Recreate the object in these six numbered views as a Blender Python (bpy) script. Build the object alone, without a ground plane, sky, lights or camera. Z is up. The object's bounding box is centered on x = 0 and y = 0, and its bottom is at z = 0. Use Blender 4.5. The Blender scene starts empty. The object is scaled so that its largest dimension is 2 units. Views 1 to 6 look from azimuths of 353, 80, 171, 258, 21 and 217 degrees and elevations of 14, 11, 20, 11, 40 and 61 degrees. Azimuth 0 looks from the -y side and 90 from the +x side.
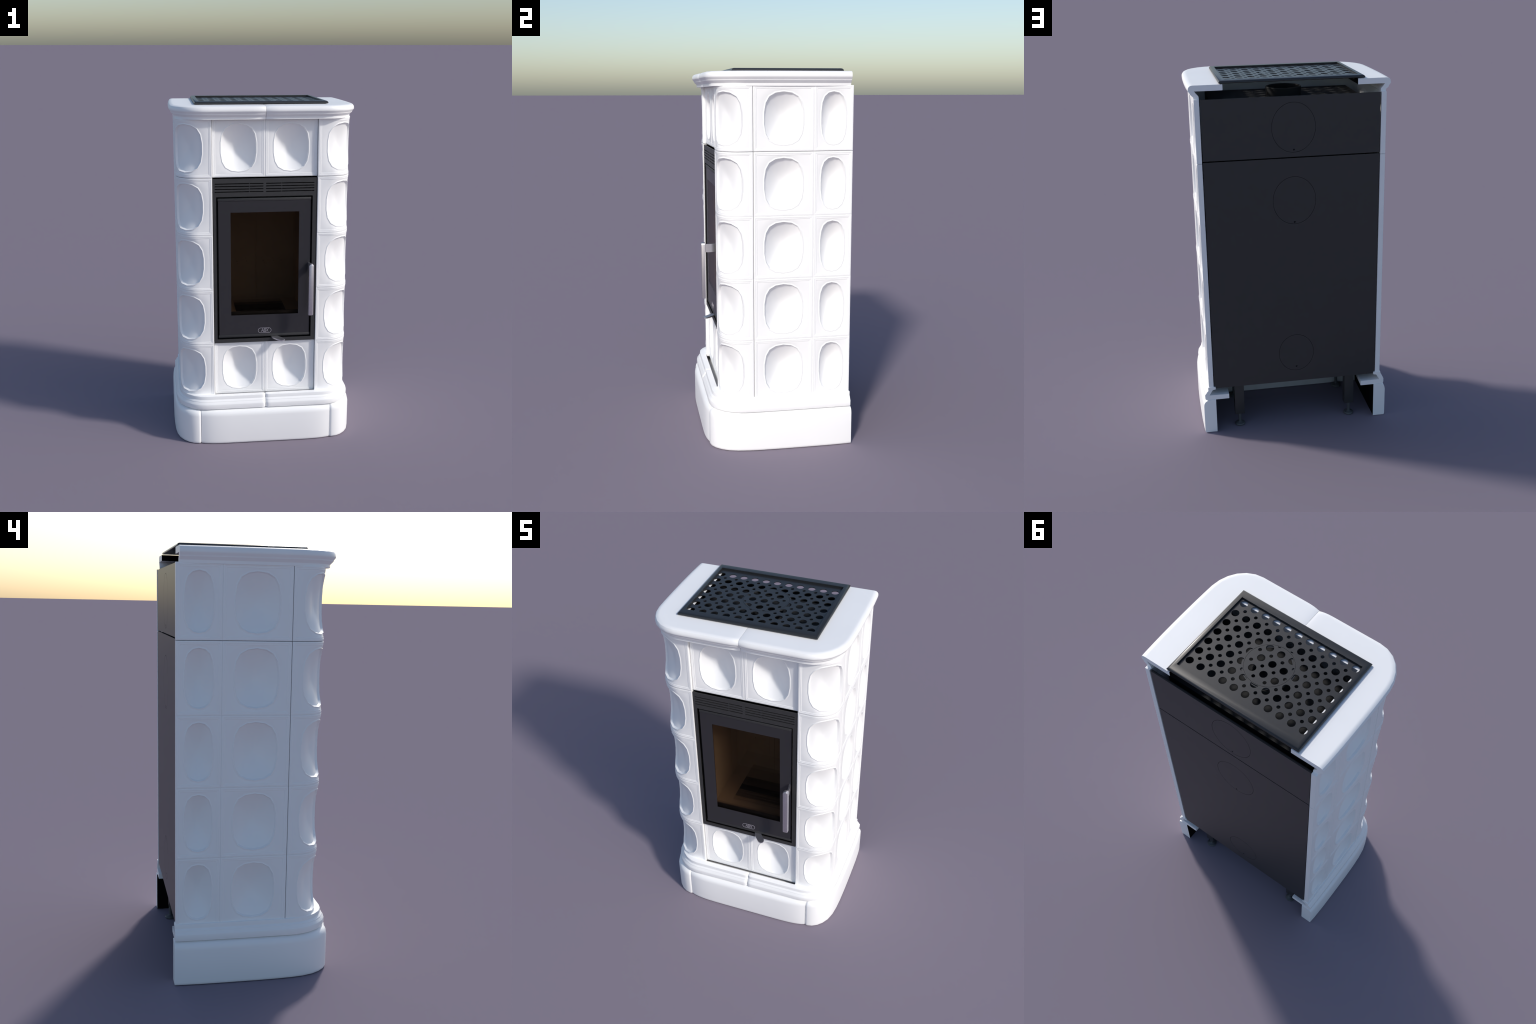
import bpy, bmesh, math
from mathutils import Vector, Matrix
from mathutils.geometry import delaunay_2d_cdt

# ------------------------------------------------------------------ helpers
SC = bpy.context.scene.collection


def material(name, base, rough, metallic=0.0, spec=0.5, var=0.04, scale=30.0,
             bump=0.0, bump_scale=200.0, coat=0.0):
    m = bpy.data.materials.new(name)
    m.use_nodes = True
    nt = m.node_tree
    b = nt.nodes["Principled BSDF"]
    tc = nt.nodes.new("ShaderNodeTexCoord")
    nz = nt.nodes.new("ShaderNodeTexNoise")
    nz.inputs["Scale"].default_value = scale
    nz.inputs["Detail"].default_value = 3.0
    nt.links.new(tc.outputs["Object"], nz.inputs["Vector"])
    rp = nt.nodes.new("ShaderNodeValToRGB")
    lo = [max(0.0, c * (1 - var)) for c in base]
    hi = [min(1.0, c * (1 + var)) for c in base]
    rp.color_ramp.elements[0].position = 0.35
    rp.color_ramp.elements[1].position = 0.65
    rp.color_ramp.elements[0].color = (*lo, 1)
    rp.color_ramp.elements[1].color = (*hi, 1)
    nt.links.new(nz.outputs["Fac"], rp.inputs["Fac"])
    nt.links.new(rp.outputs["Color"], b.inputs["Base Color"])
    b.inputs["Roughness"].default_value = rough
    b.inputs["Metallic"].default_value = metallic
    b.inputs["Specular IOR Level"].default_value = spec
    b.inputs["Coat Weight"].default_value = coat
    if bump > 0:
        n2 = nt.nodes.new("ShaderNodeTexNoise")
        n2.inputs["Scale"].default_value = bump_scale
        nt.links.new(tc.outputs["Object"], n2.inputs["Vector"])
        bp = nt.nodes.new("ShaderNodeBump")
        bp.inputs["Strength"].default_value = bump
        bp.inputs["Distance"].default_value = 0.002
        nt.links.new(n2.outputs["Fac"], bp.inputs["Height"])
        nt.links.new(bp.outputs["Normal"], b.inputs["Normal"])
    return m


GLAZE = material("white_glaze", (0.965, 0.965, 0.965), 0.42, var=0.008, scale=6)
SHADE_GREYED = material("shade_greyed_white", (0.55, 0.56, 0.57), 0.7, var=0.03, scale=20)  # white board greyed down for the shade beneath the stove
STEEL = material("black_painted_steel", (0.036, 0.036, 0.037), 0.45, var=0.05,
                 scale=60, bump=0.05, bump_scale=700)
ZINC = material("grey_foot", (0.075, 0.080, 0.085), 0.5, var=0.05)
PANEL = material("dark_sheet_steel", (0.036, 0.036, 0.037), 0.38, var=0.03, scale=25)
CAST = material("cast_black", (0.020, 0.021, 0.023), 0.31, spec=0.6, var=0.05, scale=80)
SOOT = material("dark_void", (0.012, 0.012, 0.013), 0.8, var=0.05)
BLACKED = material("blackened_back", (0.003, 0.003, 0.003), 0.9, spec=0.1, var=0.05)
PRINT = material("printed_glass_border", (0.028, 0.027, 0.031), 0.30, var=0.02)
CHROME = material("brushed_silver", (0.66, 0.64, 0.67), 0.42, metallic=1.0, var=0.03,
                  scale=120)
MARK = material("silver_mark", (0.55, 0.53, 0.57), 0.40, metallic=0.6, var=0.02)
FIREBRICK = material("firebrick", (0.44, 0.35, 0.265), 0.9, spec=0.2, var=0.03, scale=12,
                     bump=0.03, bump_scale=150)
IRON = material("cast_iron_grid", (0.02, 0.02, 0.024), 0.6, var=0.1)


def glass_material():
    m = bpy.data.materials.new("smoked_glass")
    m.use_nodes = True
    nt = m.node_tree
    b = nt.nodes["Principled BSDF"]
    tc = nt.nodes.new("ShaderNodeTexCoord")
    nz = nt.nodes.new("ShaderNodeTexNoise")
    nz.inputs["Scale"].default_value = 4.0
    nt.links.new(tc.outputs["Object"], nz.inputs["Vector"])
    rp = nt.nodes.new("ShaderNodeValToRGB")
    rp.color_ramp.elements[0].color = (0.57, 0.51, 0.45, 1)
    rp.color_ramp.elements[1].color = (0.60, 0.54, 0.48, 1)
    nt.links.new(nz.outputs["Fac"], rp.inputs["Fac"])
    nt.links.new(rp.outputs["Color"], b.inputs["Base Color"])
    b.inputs["Roughness"].default_value = 0.04
    b.inputs["IOR"].default_value = 1.14
    b.inputs["Transmission Weight"].default_value = 1.0
    # part of the light goes straight through, so that the sun reaches the hearth
    tr = nt.nodes.new("ShaderNodeBsdfTransparent")
    nt.links.new(rp.outputs["Color"], tr.inputs["Color"])
    mx = nt.nodes.new("ShaderNodeMixShader")
    mx.inputs[0].default_value = 0.56
    nt.links.new(tr.outputs[0], mx.inputs[1])
    nt.links.new(b.outputs[0], mx.inputs[2])
    nt.links.new(mx.outputs[0], nt.nodes["Material Output"].inputs[0])
    return m


GLASS = glass_material()


def finish(me, mats, angle=35.0):
    for m in (mats if isinstance(mats, (list, tuple)) else [mats]):
        me.materials.append(m)
    for p in me.polygons:
        p.use_smooth = True
    me.set_sharp_from_angle(angle=math.radians(angle))
    return me


def mesh_from(name, verts, faces, mats, angle=35.0, merge=True):
    bm = bmesh.new()
    vs = [bm.verts.new(v) for v in verts]
    for f in faces:
        try:
            bm.faces.new([vs[i] for i in f])
        except ValueError:
            pass
    if merge:
        bmesh.ops.remove_doubles(bm, verts=bm.verts, dist=1e-6)
        bmesh.ops.dissolve_degenerate(bm, edges=bm.edges, dist=1e-7)
    bmesh.ops.recalc_face_normals(bm, faces=bm.faces)
    me = bpy.data.meshes.new(name)
    bm.to_mesh(me)
    bm.free()
    return finish(me, mats, angle)


def add(name, me, parent, matrix=None):
    o = bpy.data.objects.new(name, me)
    SC.objects.link(o)
    o.parent = parent
    if matrix is not None:
        o.matrix_basis = matrix
    return o


def group(name, parent):
    """A joined-in part that carries sub-parts."""
    return add(name, None, parent)


def box_geo(lo, hi, verts, faces):
    i = len(verts)
    for x in (lo[0], hi[0]):
        for y in (lo[1], hi[1]):
            for z in (lo[2], hi[2]):
                verts.append((x, y, z))
    faces += [tuple(i + k for k in q) for q in
              ((0, 1, 3, 2), (4, 6, 7, 5), (0, 4, 5, 1), (2, 3, 7, 6), (0, 2, 6, 4), (1, 5, 7, 3))]


def boxes(name, lst, mat, bevel=0.0, angle=35.0):
    verts, faces = [], []
    for lo, hi in lst:
        box_geo(lo, hi, verts, faces)
    me = mesh_from(name, verts, faces, mat, angle, merge=False)
    if bevel > 0:
        bm = bmesh.new()
        bm.from_mesh(me)
        bmesh.ops.bevel(bm, geom=bm.edges[:] , offset=bevel, segments=2, profile=0.5,
                        affect='EDGES', clamp_overlap=True)
        bm.to_mesh(me)
        bm.free()
        for p in me.polygons:
            p.use_smooth = True
        me.set_sharp_from_angle(angle=math.radians(angle))
    return me


def circle(cx, cy, r, n):
    return [(cx + r * math.cos(2 * math.pi * k / n), cy + r * math.sin(2 * math.pi * k / n))
            for k in range(n)]


def rect(x0, y0, x1, y1):
    return [(x0, y0), (x1, y0), (x1, y1), (x0, y1)]


def inside(p, poly):
    c = False
    j = len(poly) - 1
    for i in range(len(poly)):
        a, b = poly[i], poly[j]
        if (a[1] > p[1]) != (b[1] > p[1]) and \
           p[0] < (b[0] - a[0]) * (p[1] - a[1]) / (b[1] - a[1]) + a[0]:
            c = not c
        j = i
    return c


def triangulate(loops, extra=()):
    """Constrained Delaunay of closed loops plus loose points.
    Returns points, triangles and the index of the source vertex of each point."""
    pts, edges = [], []
    for lp in loops:
        s = len(pts)
        pts += [Vector((p[0], p[1])) for p in lp]
        edges += [(s + i, s + (i + 1) % len(lp)) for i in range(len(lp))]
    pts += [Vector((p[0], p[1])) for p in extra]
    v, _, f, ov, _, _ = delaunay_2d_cdt(pts, edges, [], 0, 1e-7)
    return v, f, ov


def plate(name, outer, holes, d0, d1, frame, mats, angle=35.0):
    """Flat plate with real holes, lying in 2D, extruded from depth d0 to d1;
    frame(p, d) -> 3D point."""
    loops = [outer] + list(holes)
    v, f, _ = triangulate(loops)
    keep = []
    bbs = [(min(p[0] for p in h), min(p[1] for p in h), max(p[0] for p in h), max(p[1] for p in h))
           for h in holes]
    for t in f:
        c = (sum(v[i].x for i in t) / len(t), sum(v[i].y for i in t) / len(t))
        if not inside(c, outer):
            continue
        if any(bb[0] <= c[0] <= bb[2] and bb[1] <= c[1] <= bb[3] and inside(c, h)
               for bb, h in zip(bbs, holes)):
            continue
        keep.append(t)
    n = len(v)
    verts = [frame(p, d0) for p in v] + [frame(p, d1) for p in v]
    faces = [tuple(t) for t in keep] + [tuple(n + i for i in reversed(t)) for t in keep]
    cnt = {}
    for t in keep:
        for a, b in zip(t, list(t[1:]) + [t[0]]):
            cnt.setdefault((min(a, b), max(a, b)), []).append((a, b))
    for k, e in cnt.items():
        if len(e) == 1:
            a, b = e[0]
            faces.append((a, b, n + b, n + a))
    return mesh_from(name, verts, faces, mats, angle)


def on_front(p, d):     # facing -y : 2D is (x, z), depth is y
    return (p[0], d, p[1])


def on_top(p, d):       # lying flat : 2D is (x, y), depth is z
    return (p[0], p[1], d)


def lathe(name, cx, cy, prof, n, mats, angle=35.0):
    verts, faces = [], []
    m = len(prof)
    for k in range(n):
        a = 2 * math.pi * k / n
        for r, z in prof:
            verts.append((cx + r * math.cos(a), cy + r * math.sin(a), z))
    for k in range(n):
        q = (k + 1) % n
        for i in range(m):
            j = (i + 1) % m
            faces.append((k * m + i, k * m + j, q * m + j, q * m + i))
    return mesh_from(name, verts, faces, mats, angle)


def sweep(name, stations, profile, mats, angle=35.0):
    """stations: list of functions place(o, z) -> 3D point; closed profile, capped ends."""
    m = len(profile)
    verts, faces = [], []
    for st in stations:
        verts += [st(o, z) for o, z in profile]
    for s in range(len(stations) - 1):
        for i in range(m):
            j = (i + 1) % m
            faces.append((s * m + i, s * m + j, (s + 1) * m + j, (s + 1) * m + i))
    faces.append(tuple(range(m)))
    e = (len(stations) - 1) * m
    faces.append(tuple(e + i for i in reversed(range(m))))
    return mesh_from(name, verts, faces, mats, angle)


# ------------------------------------------------------------------ the thing
stove = bpy.data.objects.new("tiled_stove", None)
SC.objects.link(stove)
stove["label"] = "tall white tiled stove with dark glass door and perforated top"
stove["category"] = "tiled stove"

# main measures (metres)
XS = 0.4995            # plane of the side tiles
YC = -0.311            # front plane of the curved tiles
YF = -0.2955           # plane of the recessed front tiles
RC = 0.120             # radius of the tiled corner
ROW0, PITCH = 0.271, 0.328
REAR = 0.379

# ------------------------------------------------------------------ glazed tiles
# quarter of the facetted oval, in half-width / half-height units
QUARTER = [(0.0, 1.0), (0.42, 0.955), (0.74, 0.815), (0.92, 0.575), (1.0, 0.22)]
OVAL = QUARTER + [(x, -y) for x, y in reversed(QUARTER)]
OVAL = OVAL + [(-x, y) for x, y in reversed(OVAL[1:-1])]
BOWL = 0.068           # depth of the dish


def tile_mesh(name, w, h, ow, oh, place, nu=6, nv=6, thick=0.027, bowl=BOWL):
    a, b = w / 2, h / 2

    def rloop(ins):
        A, B = a - ins, b - ins
        pts = [(-A + 2 * A * i / nu, -B) for i in range(nu)]
        pts += [(A, -B + 2 * B * i / nv) for i in range(nv)]
        pts += [(A - 2 * A * i / nu, B) for i in range(nu)]
        pts += [(-A, B - 2 * B * i / nv) for i in range(nv)]
        return pts

    def oloop(grow, s=1.0):
        return [((ow + grow) * s * x, (oh + grow) * s * y) for x, y in OVAL]

    loops, height = [], []

    def put(lp, hh):
        loops.append(lp)
        height.extend([hh] * len(lp))

    for ins, hh in ((0.0, -0.0012), (0.0006, -0.0003), (0.0014, 0.0), (0.0080, 0.0), (0.0087, 0.0),
                    (0.0103, -0.0011), (0.0110, -0.0011), (0.0155, -0.0011), (0.0162, -0.0011),
                    (0.0180, -0.0024), (0.0188, -0.0024)):
        put(rloop(ins), hh)
    for grow, hh in ((0.0082, -0.0040), (0.0066, -0.0045), (0.0046, -0.0044), (0.0010, -0.0026),
                     (0.0, -0.0026), (-0.0046, -0.0150)):
        put(oloop(grow), hh)
    e = 0.55                      # dish: straight flanks running into a rounded floor
    top, low = math.sqrt(1 + e * e), e
    for s in (0.93, 0.85, 0.74, 0.62, 0.50, 0.38, 0.26, 0.14):
        q = (top - math.sqrt(s * s + e * e)) / (top - low)
        put(oloop(-0.0046, s), -(0.0150 + (bowl - 0.0150) * q))
    extra = [(0.0, 0.0)]
    height.append(-bowl)
    v, f, ov = triangulate(loops, extra)
    hs = [height[o[0]] for o in ov]
    n = len(v)
    verts = [place(p.x, p.y, q) for p, q in zip(v, hs)]
    verts += [place(p.x, p.y, min(-thick, q - 0.010)) for p, q in zip(v, hs)]
    faces = [tuple(t) for t in f] + [tuple(n + i for i in reversed(t)) for t in f]
    cnt = {}
    for t in f:
        for x, y in zip(t, list(t[1:]) + [t[0]]):
            cnt.setdefault((min(x, y), max(x, y)), []).append((x, y))
    for e in cnt.values():
        if len(e) == 1:
            x, y = e[0]
            faces.append((x, y, n + y, n + x))
    return mesh_from(name, verts, faces, GLAZE, 28.0)


def flat(u, v, h):                # local frame: u = x, v = z, outward = -y
    return (u, -h, v)


CX, CY = XS - RC, YC + RC         # centre of the corner arc
X0, Y1 = 0.2985, -0.1385          # where the curved tile starts and ends
LF, LA, LS = CX - X0, RC * math.pi / 2, Y1 - CY
WC = LF + LA + LS


def bend(sign):
    def place(u, v, h):
        s = u + WC / 2
        if s <= LF:
            p, n = (X0 + s, YC), (0.0, -1.0)
        elif s <= LF + LA:
            t = (s - LF) / RC
            n = (math.sin(t), -math.cos(t))
            p = (CX + RC * n[0], CY + RC * n[1])
        else:
            p, n = (XS, CY + s - LF - LA), (1.0, 0.0)
        return (sign * (p[0] + n[0] * h), p[1] + n[1] * h, v)
    return place


OH = 0.1335
HT = PITCH - 0.0002
front_me = tile_mesh("dished_tile", 0.2976, HT, 0.1000, OH, flat)
side_me = tile_mesh("dished_tile", 0.3126, HT, 0.1010, OH, flat)
cut_me = tile_mesh("narrow_tile", 0.2036, HT, 0.0650, OH, flat)
curve_me = {s: tile_mesh("curved_tile", WC - 0.003, HT, 0.1060, OH, bend(s), nu=18, bowl=0.050) for s in (1, -1)}

for r in range(5):
    zc = ROW0 + PITCH * (r + 0.5) + (0.002 if r == 4 else 0.0)
    for s in (1, -1):
        add("curved_tile", curve_me[s], stove, Matrix.Translation((0, 0, zc)))
        rot = Matrix.Rotation(math.radians(90 * s), 4, 'Z')
        add("dished_tile", side_me, stove, Matrix.Translation((s * XS, 0.0187, zc)) @ rot)
        add("narrow_tile", cut_me, stove, Matrix.Translation((s * XS, 0.2770, zc)) @ rot)
        if r in (0, 4):
            add("dished_tile", front_me, stove, Matrix.Translation((s * 0.14895, YF, zc + (0.008 if r == 0 else 0.0))))

# ------------------------------------------------------------------ mouldings
ARC = 6


def plan_path(points):
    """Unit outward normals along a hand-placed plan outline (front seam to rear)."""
    out = []
    for i, p in enumerate(points):
        q = points[max(0, i - 1)]
        r = points[min(len(points) - 1, i + 1)]
        t = Vector((r[0] - q[0], r[1] - q[1])).normalized()
        out.append((p, (t.y, -t.x)))
    # ends stay square to the seam and to the rear wall
    out[0] = (points[0], (0.0, -1.0))
    out[-1] = (points[-1], (1.0, 0.0))
    return out


def half_moulding(name, points, profile, sign, x_seam, end=None, inner=None, angle=40, wall=None):
    st = []
    for (p, n) in plan_path(points):
        d = p[0] - x_seam

        def place(o, z, p=p, n=n, d=d):
            if inner and o < -0.12:
                corner = p[0] > inner[0] - 0.01 and p[1] < inner[1] + 0.01
                x, y = inner if corner else (min(p[0], inner[0]), max(p[1], inner[1]))
                return (sign * x, y, z)
            if end:
                o, z = end(o, z, d)
            x = p[0] + n[0] * o
            if wall and o < -0.06:
                x = min(x, wall)
            return (sign * x, p[1] + n[1] * o, z)
        st.append(place)
    return sweep(name, st, profile, GLAZE, angle)


def corner_plan(xs, yf, cx, cy, x0, y_end, bow, n=ARC):
    """Straight front from x0, elliptical corner, slightly bowed side."""
    pts = [(x0 + d, -yf) for d in (0.0, 0.004, 0.010, 0.018, 0.030, 0.048, 0.072, 0.11, 0.17, 0.24, 0.297, 0.2985)]
    for k in range(n + 1):
        t = math.pi / 2 * k / n
        pts.append((cx + (xs - cx) * math.sin(t), cy - (yf + cy) * math.cos(t)))
    ys = [cy + (y_end - cy) * f for f in (0.12, 0.25, 0.4, 0.55, 0.7, 0.82, 0.92, 0.97, 1.0)]
    pts += [(xs, y) for y in ys]
    y0 = cy - 0.06
    return [(x + (bow * (1 - abs(2 * (y - y0) / (y_end - y0) - 1) ** 2.5) if y > y0 else 0.0), y)
            for x, y in pts]


# ---- crown
def crown_bulge(o, z, d):
    k = max(0.0, 1 - d / 0.085)
    e = 0.009 * k ** 2.6
    return (o - e * (1.0 if o > -0.02 else 0.0), z - (0.003 * k ** 5 if z > 1.975 else 0.0))


CROWN = [(-0.0005, 1.9085), (0.0010, 1.9095), (0.0015, 1.9225), (0.0025, 1.9240), (0.0155, 1.9362),
         (0.0162, 1.9370), (0.0172, 1.9420), (0.0178, 1.9428), (0.0258, 1.9528), (0.0265, 1.9542),
         (0.0266, 1.9610), (0.0250, 1.9695), (0.0205, 1.9770), (0.0120, 1.9815), (0.0020, 1.9825),
         (-0.004, 1.9825), (-0.1475, 1.9825), (-0.1475, 1.953),
         (-0.004, 1.953), (-0.015, 1.938), (-0.025, 1.928), (-0.027, 1.9085)]
crown_plan = corner_plan(0.4975, 0.3375, 0.345, -0.165, 0.0008, 0.364, 0.007)
for s in (1, -1):
    me = half_moulding("crown_moulding", crown_plan, CROWN, s, 0.0008, crown_bulge, (0.350, -0.162), 28)
    me.materials.append(BLACKED)
    for p in me.polygons:          # edge of the opening, coloured black
        if abs(abs(p.center.x) - 0.350) < 0.002 and abs(p.normal.x) > 0.9 and p.center.z > 1.95:
            p.material_index = 1
    add("crown_moulding", me, stove)


# ---- stepped moulding above the plinth
def step_bulge(o, z, d):
    if o < -0.03 and z > 0.26 and d < 0.2982:
        o = -0.026              # open joint below the recessed tiles
    k = max(0.0, 1 - d / 0.020)
    return (o - (0.010 * k ** 2.5 if o > -0.02 else 0.0), z - (0.003 * k ** 3 if z > 0.28 else 0))


STEP = [(-0.036, 0.2865), (0.0025, 0.2868), (0.0052, 0.2858), (0.0062, 0.2835), (0.0064, 0.2660),
        (0.0072, 0.2648), (0.0150, 0.2572), (0.0155, 0.2540), (0.0163, 0.2528), (0.0248, 0.2420),
        (0.0256, 0.2400), (0.0256, 0.2190), (0.0235, 0.2120), (0.0150, 0.2075),
        (-0.111, 0.2075), (-0.111, 0.2350), (0.0010, 0.2365), (-0.019, 0.2690), (-0.036, 0.2720)]
step_plan = corner_plan(0.4975, 0.3415, 0.345, -0.165, 0.0008, 0.383, 0.003)
for s in (1, -1):
    add("step_moulding", half_moulding("step_moulding", step_plan, STEP, s, 0.0008, step_bulge, None, 28), stove)

# ---- plinth: two curved ends and one bowed front piece
PLINTH = [(-0.0045, 0.0), (-0.0010, 0.004), (0.0, 0.012), (0.0, 0.172), (-0.0020, 0.184),
          (-0.0070, 0.1945), (-0.0150, 0.2015), (-0.027, 0.2060), (-0.069, 0.2070), (-0.069, 0.0)]


def plinth_end(o, z, d):
    k = max(0.0, 1 - d / 0.016)
    return (o - (0.006 * k ** 3 if o > -0.05 else 0.0), z)


def blacken_inside(me):
    me.materials.append(BLACKED)
    for p in me.polygons:
        c = p.center
        if p.normal.x * c.x < -0.1 and abs(p.normal.z) < 0.3 and abs(c.x) < 0.47 and c.y > -0.2:
            p.material_index = 1


PL_Y = 0.370
PL_PLAN = [(0.3848, -0.3680), (0.3885, -0.3695), (0.394, -0.3705), (0.402, -0.3710), (0.432, -0.3640),
           (0.462, -0.3460), (0.489, -0.3180), (0.511, -0.2800), (0.526, -0.2300), (0.534, -0.1700),
           (0.5380, -0.1000), (0.5400, 0.0000), (0.5400, 0.1500), (0.5390, 0.2600), (0.5360, 0.3400),
           (0.5335, 0.3750), (0.5320, 0.3870)]
for s in (1, -1):
    me = half_moulding("curved_plinth", PL_PLAN, PLINTH, s, 0.3848, plinth_end, wall=0.463)
    blacken_inside(me)
    add("curved_plinth", me, stove)

front_st = []
NX = 28
for i in range(NX + 1):
    q = -1 + 2 * i / NX
    q = math.copysign(abs(q) ** 0.7, q)
    x = 0.3846 * q
    bow = 0.0205 * (1 - abs(q) ** 7)

    def place(o, z, x=x, bow=bow):
        return (x, -(PL_Y - 0.002 + o + (bow if o > -0.05 else 0.0)), z)
    front_st.append(place)
add("straight_plinth", sweep("straight_plinth", front_st, PLINTH, GLAZE, 40), stove)
add("plinth_board", boxes("plinth_board", [((-0.462, -0.075, 0.0), (0.462, -0.050, 0.2))], SHADE_GREYED, 0.002), stove)

# ------------------------------------------------------------------ sheet-metal body
OX = -0.008            # the metal insert sits slightly off centre
casing_me = boxes("casing", [
    ((-0.405, -0.150, 0.30), (-0.401, 0.325, 1.868)),
    ((0.401, -0.150, 0.30), (0.405, 0.325, 1.868)),
    ((-0.405, -0.150, 1.8681), (0.405, 0.325, 1.872)),
    ((-0.4049, -0.1995, 0.286), (0.4049, 0.365, 0.300)),
    ((-0.4009, -0.1501, 1.585), (0.4009, -0.146, 1.8679)),
    ((-0.4009, -0.2001, 0.3001), (0.4009, -0.196, 0.60)),
    ((-0.4009, -0.1501, 0.6001), (-0.29, -0.146, 1.5849)),
    ((0.29, -0.1501, 0.6001), (0.4009, -0.146, 1.5849)),
    ((-0.4009, 0.321, 0.3001), (0.4009, 0.325, 1.8679)),
], SOOT)
add("casing", casing_me, stove)


def ring_cut(cx, cz, r, n=64, w=0.0008):
    """2D annulus groove as two concentric loops."""
    def oval(q):
        return [(x, cz + (z - cz) * 1.13) for x, z in circle(cx, cz, q, n)]
    return oval(r + w), oval(r - w)


def knockout_panel(name, z0, z1, rings):
    holes, discs = [], []
    for cx, cz, r, dot in rings:
        o, i = ring_cut(cx, cz, r)
        holes.append(o)
        discs.append((i, [circle(cx, dot, 0.0050, 14)]))
    parts = [plate(name, rect(-0.4675, z0, 0.4675, z1), holes, 0.3768, 0.3695, on_front, PANEL)]
    bm = bmesh.new()
    bm.from_mesh(parts[0])
    for i, dots in discs:
        m = plate("knockout", i, dots, 0.3768, 0.3695, on_front, PANEL)
        bm.from_mesh(m)
        bpy.data.meshes.remove(m)
    # backing sheet that closes the grooves and holes
    m = boxes("backing", [((-0.466, 0.3645, z0 + 0.001), (0.466, 0.3690, z1 - 0.001))], SOOT)
    nf = len(bm.faces)
    bm.from_mesh(m)
    bpy.data.meshes.remove(m)
    bm.faces.ensure_lookup_table()
    for f in bm.faces[nf:]:
        f.material_index = 1
    me = parts[0]
    bm.to_mesh(me)
    bm.free()
    me.materials.append(SOOT)
    return me


add("sheet_panel", knockout_panel("sheet_panel", 1.5945, 1.9110, [(OX, 1.7495, 0.1155, 1.633)]), stove)
add("sheet_panel", knockout_panel("sheet_panel", 0.2760, 1.5880,
                                 [(OX, 1.3575, 0.1155, 1.2375), (OX, 0.4565, 0.0990, 0.3700)]), stove)

# flue collar
add("flue_collar", lathe("flue_collar", OX, 0.065,
                         [(0.097, 1.80), (0.097, 1.914), (0.094, 1.917), (0.088, 1.917),
                          (0.085, 1.914), (0.085, 1.80)], 40, SOOT), stove)

# legs with adjustable feet
leg_me = boxes("leg", [((-0.028, -0.040, 0.068), (0.027, 0.010, 0.2855))], STEEL, 0.002)
foot_me = lathe("foot", 0, 0, [(0.0005, 0.0), (0.029, 0.0), (0.030, 0.004), (0.026, 0.010), (0.014, 0.014),
                               (0.009, 0.018), (0.009, 0.10), (0.0005, 0.10)], 24, ZINC)
for s in (1, -1):
    for y in (0.324, -0.012):
        lg = add("leg", leg_me, stove, Matrix.Translation((OX * 0.3 + s * 0.326, y, 0)))
        add("foot", foot_me, lg)

# ------------------------------------------------------------------ perforated top grate
GX0, GX1, GY0, GY1 = -0.389, 0.369, -0.226, 0.361
GZ = 2.0
grate = add("vent_grate", None, stove)
RIM = [(0.004, 1.9850), (0.0008, 1.9868), (0.0, 1.9895), (0.0022, 1.9945), (0.0070, 1.9985),
       (0.0130, 2.0), (1.0, 2.0), (1.0, 1.9855)]


def rim_pt(corner, o, z):
    sx, sy = corner
    wx = o if o < 1 else 0.0265
    wy = o if o < 1 else 0.0450
    x = GX0 + wx if sx < 0 else GX1 - wx
    y = GY0 + wy if sy < 0 else GY1 - wy
    return (x, y, z)


verts, faces = [], []
cs = [(-1, -1), (1, -1), (1, 1), (-1, 1)]
m = len(RIM)
for c in cs:
    verts += [rim_pt(c, o, z) for o, z in RIM]
for k in range(4):
    q = (k + 1) % 4
    for i in range(m):
        j = (i + 1) % m
        faces.append((k * m + i, k * m + j, q * m + j, q * m + i))
add("grate_rim", mesh_from("grate_rim", verts, faces, CAST, 50), grate)

HX = [-0.340 + 0.0653 * i for i in range(11)]
HY = [-0.158 + 0.0693 * i for i in range(7)]
big = [(x, y, 0.0198) for x in HX for y in HY]
small = [(x + 0.03265, y + 0.03465, 0.0094) for x in HX[:-1] for y in HY[:-1]]
GC, GR = (-0.006, 0.063), 0.1210
outer_h, disc_h = [], []
for x, y, r in big + small:
    d = math.hypot(x - GC[0], y - GC[1])
    if d - r > GR + 0.0015:
        outer_h.append(circle(x, y, r, 24 if r > 0.01 else 14))
    elif d + r < GR - 0.0015:
        disc_h.append(circle(x, y, r, 24 if r > 0.01 else 14))
    else:
        # holes cut by the round lid keep only the part on the side they mostly lie on
        pts = circle(x, y, r, 24 if r > 0.01 else 14)
        lim = GR + 0.004 if d > GR else GR - 0.004
        res = []
        for px, py in pts:
            dx, dy = px - GC[0], py - GC[1]
            e = math.hypot(dx, dy)
            if (d > GR and e < lim) or (d <= GR and e > lim):
                dx, dy = dx * lim / e, dy * lim / e
            res.append((GC[0] + dx, GC[1] + dy))
        (outer_h if d > GR else disc_h).append(res)
ZT = 1.9905
add("grate_plate", plate("grate_plate", rect(GX0 + 0.026, GY0 + 0.0445, GX1 - 0.026, GY1 - 0.0445),
                         outer_h + [circle(GC[0], GC[1], GR + 0.0006, 72)], ZT, ZT - 0.004, on_top, CAST), grate)
add("grate_lid", plate("grate_lid", circle(GC[0], GC[1], GR - 0.0006, 72), disc_h, ZT, ZT - 0.004, on_top, CAST), grate)
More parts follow.
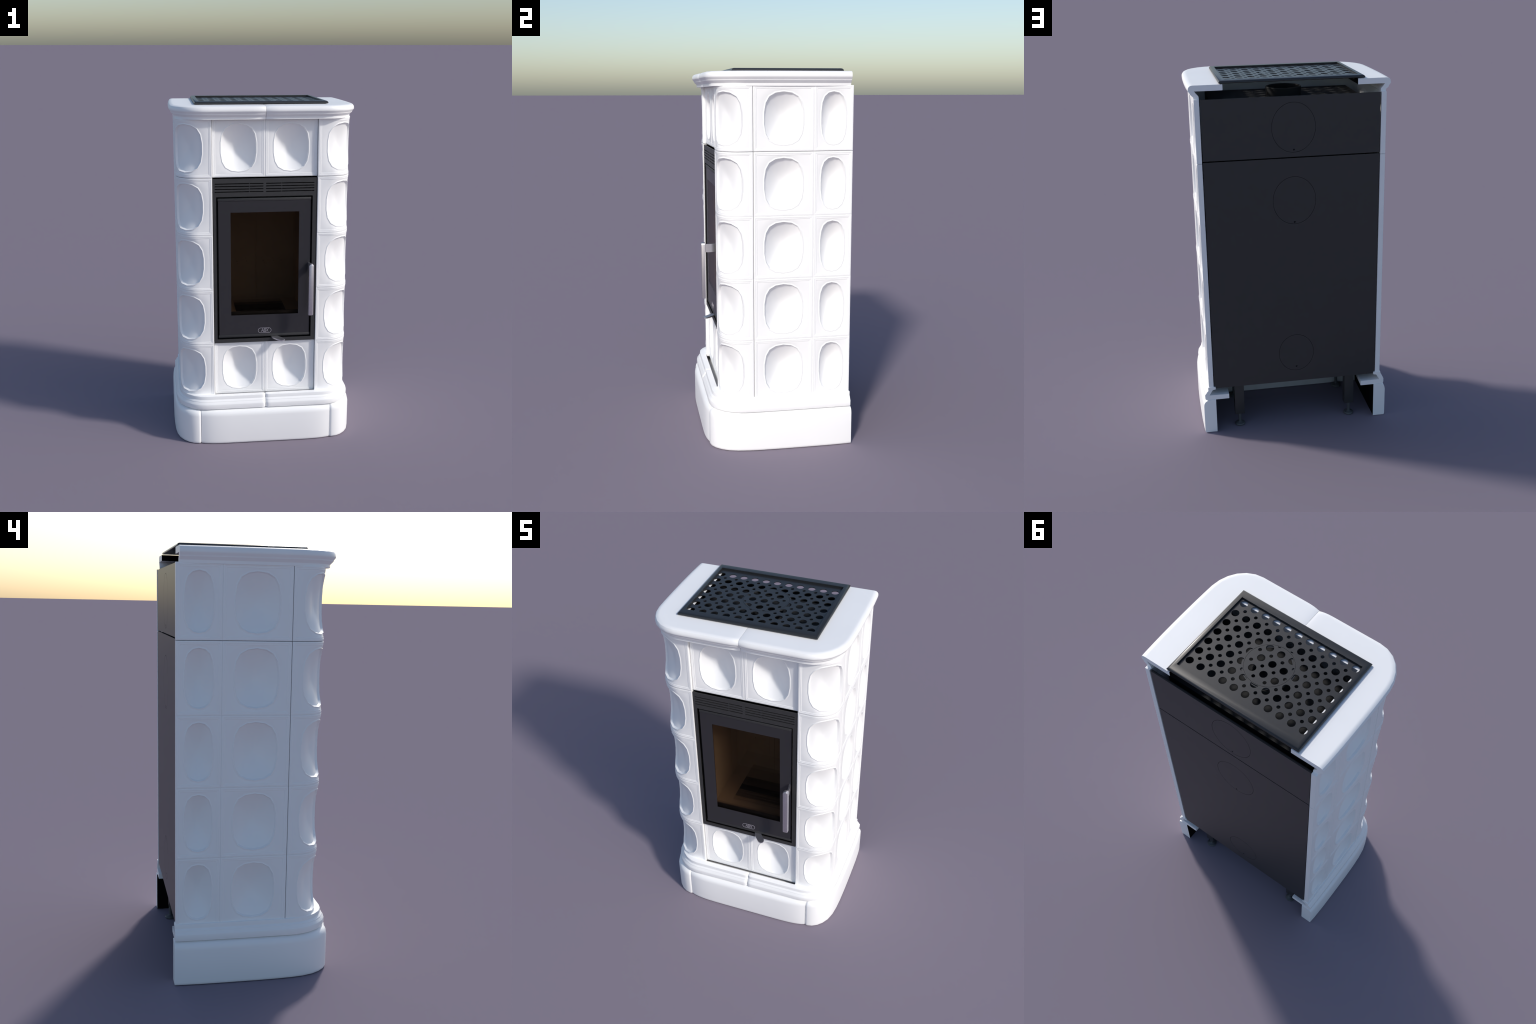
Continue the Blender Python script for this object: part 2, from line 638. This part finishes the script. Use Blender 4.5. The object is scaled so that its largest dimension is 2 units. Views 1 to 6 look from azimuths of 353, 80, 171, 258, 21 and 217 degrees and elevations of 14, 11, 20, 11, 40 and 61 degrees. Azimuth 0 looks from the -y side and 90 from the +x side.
add("lid_ledge", plate("lid_ledge", circle(GC[0], GC[1], 0.132, 72), [circle(GC[0], GC[1], 0.108, 72)],
                       ZT - 0.0042, ZT - 0.007, on_top, CAST), grate)

# ------------------------------------------------------------------ front insert: frame, door, lever
IY = -0.3065
slots = []
for z in (1.549, 1.534, 1.5185, 1.503):
    for a, b in ((-0.286, -0.0915), (-0.0885, -0.0105), (0.0045, 0.0925), (0.0955, 0.281)):
        slots.append(rect(a, z - 0.0026, b, z + 0.0026))
frame = add("door_frame", plate("door_frame", rect(-0.2965, 0.605, 0.2965, 1.578),
                                 slots + [rect(-0.279, 0.627, 0.273, 1.475)], IY, IY + 0.004, on_front, STEEL), stove)
add("frame_return", boxes("frame_return", [
    ((-0.2960, IY + 0.0041, 0.6055), (-0.2920, -0.151, 1.5775)),
    ((0.2920, IY + 0.0041, 0.6055), (0.2960, -0.151, 1.5775)),
    ((-0.2919, IY + 0.0041, 0.6055), (0.2919, -0.201, 0.6095)),
    ((-0.2919, -0.262, 1.452), (0.2919, -0.258, 1.482)),
    ((-0.2919, -0.2579, 1.4785), (0.2919, 0.170, 1.482)),
    ((-0.2919, -0.262, 0.6096), (0.2919, -0.258, 0.690)),
    ((-0.2919, -0.262, 0.6901), (-0.262, -0.258, 1.4519)),
    ((0.262, -0.262, 0.6901), (0.2919, -0.258, 1.4519)),
], SOOT), frame)

door = add("door", plate("door", rect(-0.2675, 0.6515, 0.2640, 1.4485), [rect(-0.1975, 0.7705, 0.1975, 1.3830)],
                         -0.3000, -0.2940, on_front, PRINT), stove)
add("door_glass", boxes("door_glass", [((-0.1970, -0.2996, 0.7710), (0.1970, -0.2956, 1.3825))], GLASS), door)
add("door_rail", boxes("door_rail", [((-0.2700, -0.3015, 1.4490), (0.2655, -0.290, 1.4655))], STEEL, 0.002), door)
add("door_rail", boxes("door_rail", [((-0.2710, -0.3015, 0.6355), (0.2675, -0.290, 0.6510))], STEEL, 0.002), door)
add("door_stile", boxes("door_stile", [((-0.2665, -0.2938, 0.6512), (-0.2480, -0.285, 1.4488)),
                                       ((0.2445, -0.2938, 0.6512), (0.2630, -0.285, 1.4488))], STEEL), door)

# handle: rounded upright bar on one strap bent back to the door
HXC, HW = 0.2580, 0.0150
out2d = []
ZB, ZTOP = 0.781, 1.091
for k in range(9):
    t = math.pi * k / 8
    out2d.append((HXC + HW * math.cos(t), ZTOP - HW + HW * math.sin(t) * 0.95))
for k in range(7):
    t = math.pi + math.pi * k / 6
    out2d.append((HXC + HW * math.copysign(abs(math.cos(t)) ** 0.5, math.cos(t)), ZB + 0.006 - 0.006 * abs(math.sin(t)) ** 0.5))
hb_v, hb_f = [], []
nO = len(out2d)
zc_h = (ZB + ZTOP) / 2
LAY = [(0.0, -0.366), (0.0, -0.379), (0.0018, -0.3848), (0.0055, -0.3870)]
for ins, y in LAY:
    for x, z in out2d:
        sx = (HW - ins) / HW
        hb_v.append((HXC + (x - HXC) * sx, y, zc_h + (z - zc_h) * (1 - ins / 0.155)))
for l in range(len(LAY) - 1):
    for i in range(nO):
        j = (i + 1) % nO
        hb_f.append((l * nO + i, l * nO + j, (l + 1) * nO + j, (l + 1) * nO + i))
hb_f.append(tuple(range(nO)))
hb_f.append(tuple((len(LAY) - 1) * nO + i for i in reversed(range(nO))))
handle = add("handle", mesh_from("handle", hb_v, hb_f, CHROME, 40), door)
# strap: thin band curving from the bar to the door
sv, sf = [], []
cl = [(0.262, -0.3675), (0.264, -0.352), (0.2635, -0.338), (0.261, -0.324), (0.256, -0.3002)]
for x, y in cl:
    for dx in (-0.004, 0.004):
        for z in (1.036, 1.080):
            sv.append((x + dx, y, z))
for k in range(len(cl) - 1):
    a, b = 4 * k, 4 * k + 4
    for i, j in ((0, 1), (1, 3), (3, 2), (2, 0)):
        sf.append((a + i, a + j, b + j, b + i))
sf += [(0, 1, 3, 2), (16, 18, 19, 17)]
add("handle_strap", mesh_from("handle_strap", sv, sf, CHROME, 40), handle)

# air lever: flat tongue slanting out below the door
tongue = [(0.036, -0.296), (0.047, -0.322), (0.070, -0.350), (0.084, -0.362), (0.097, -0.3655),
          (0.108, -0.361), (0.113, -0.351), (0.110, -0.339), (0.098, -0.324), (0.074, -0.296)]
lever_me = plate("air_lever", tongue, [], 0.6255, 0.6325,
                 lambda p, d: (p[0], p[1], d + 0.10 * (p[1] + 0.335) * 0.6), CHROME)
add("air_lever", lever_me, stove)

# ------------------------------------------------------------------ maker's mark on the door
LY = -0.3002


def stroke_loop(pts, w, closed=True):
    """Thin raised outline of constant width around a closed 2D path."""
    n = len(pts)
    o, i = [], []
    for k in range(n):
        a, b = Vector(pts[k - 1]), Vector(pts[(k + 1) % n])
        t = (b - a).normalized()
        nn = Vector((t.y, -t.x))
        p = Vector(pts[k])
        o.append(tuple(p + nn * w / 2))
        i.append(tuple(p - nn * w / 2))
    return o, i


pill = []
PR, PXC, PZC, PHW = 0.0150, -0.0005, 0.6728, 0.0235
for k in range(13):
    t = -math.pi / 2 + math.pi * k / 12
    pill.append((PXC + PHW + PR * math.cos(t), PZC + PR * math.sin(t)))
for k in range(13):
    t = math.pi / 2 + math.pi * k / 12
    pill.append((PXC - PHW + PR * math.cos(t), PZC + PR * math.sin(t)))
po, pi_ = stroke_loop(pill, 0.0020)
add("emblem_outline", plate("emblem_outline", po, [pi_], LY - 0.0012, LY, on_front, MARK), door)
cu = bpy.data.curves.new("emblem_text", 'FONT')
cu.body = "ABX"
cu.size = 0.0345
cu.shear = 0.18
cu.space_character = 0.84
cu.offset = -0.00035
cu.align_x = 'CENTER'
cu.align_y = 'CENTER'
cu.extrude = 0.0006
tmp = bpy.data.objects.new("tmp_text", cu)
SC.objects.link(tmp)
bpy.context.view_layer.update()
tm = bpy.data.meshes.new_from_object(tmp.evaluated_get(bpy.context.evaluated_depsgraph_get()))
bpy.data.objects.remove(tmp)
tm.name = "emblem_letters"
tm.materials.clear()
tm.materials.append(MARK)
tm.transform(Matrix.Translation((PXC, LY - 0.0006, PZC)) @ Matrix.Rotation(math.radians(90), 4, 'X')
             @ Matrix.Diagonal((0.74, 1.0, 1.0, 1.0)))
add("emblem_letters", tm, door)

# ------------------------------------------------------------------ firebox behind the glass
FB = 0.150
firebox = add("firebox", boxes("firebox", [
    ((-0.2565, -0.262, 0.722), (0.2565, FB + 0.02, 0.732)),
    ((-0.2565, -0.2575, 0.7321), (-0.2465, FB + 0.02, 1.46)),
    ((0.2465, -0.2575, 0.7321), (0.2565, FB + 0.02, 1.46)),
    ((-0.2464, FB, 0.7321), (0.0000, FB + 0.02, 1.46)),
    ((0.0025, FB, 0.7321), (0.2464, FB + 0.02, 1.46)),
    ((-0.2565, -0.2575, 1.4601), (0.2565, FB + 0.02, 1.47)),
], FIREBRICK), stove)
gs = []
for j in range(7):
    y = -0.112 + 0.025 * j
    for a, b in ((-0.130, -0.050), (-0.040, 0.040), (0.050, 0.130)):
        gs.append(rect(a, y - 0.003, b, y + 0.003))
add("fire_grid", plate("fire_grid", rect(-0.152, -0.129, 0.152, 0.055), gs, 0.7375, 0.7352, on_top, IRON), firebox)
add("slot_darkening_slab", boxes("slot_darkening_slab", [((-0.151, -0.128, 0.7323), (0.151, 0.054, 0.7350))], SOOT), firebox)  # black slab over the brick floor, so that the grid slots look dark
add("log_guard", boxes("log_guard", [((-0.245, -0.276, 0.700), (0.245, -0.268, 0.786))], IRON, 0.002), firebox)
av, af = [], []
for x in (-0.122, -0.060, 0.046, 0.112, 0.161):
    b0 = len(av)
    av += [(p[0], FB - 0.001, p[1]) for p in circle(x, 0.980, 0.0035, 12)]
    av += [(p[0], FB + 0.003, p[1]) for p in circle(x, 0.980, 0.0035, 12)]
    af.append(tuple(b0 + i for i in range(12)))
    af += [(b0 + i, b0 + (i + 1) % 12, b0 + 12 + (i + 1) % 12, b0 + 12 + i) for i in range(12)]
vent = add("air_hole", mesh_from("air_hole", av, af, SOOT), firebox)
vent["kind"] = "stuff"
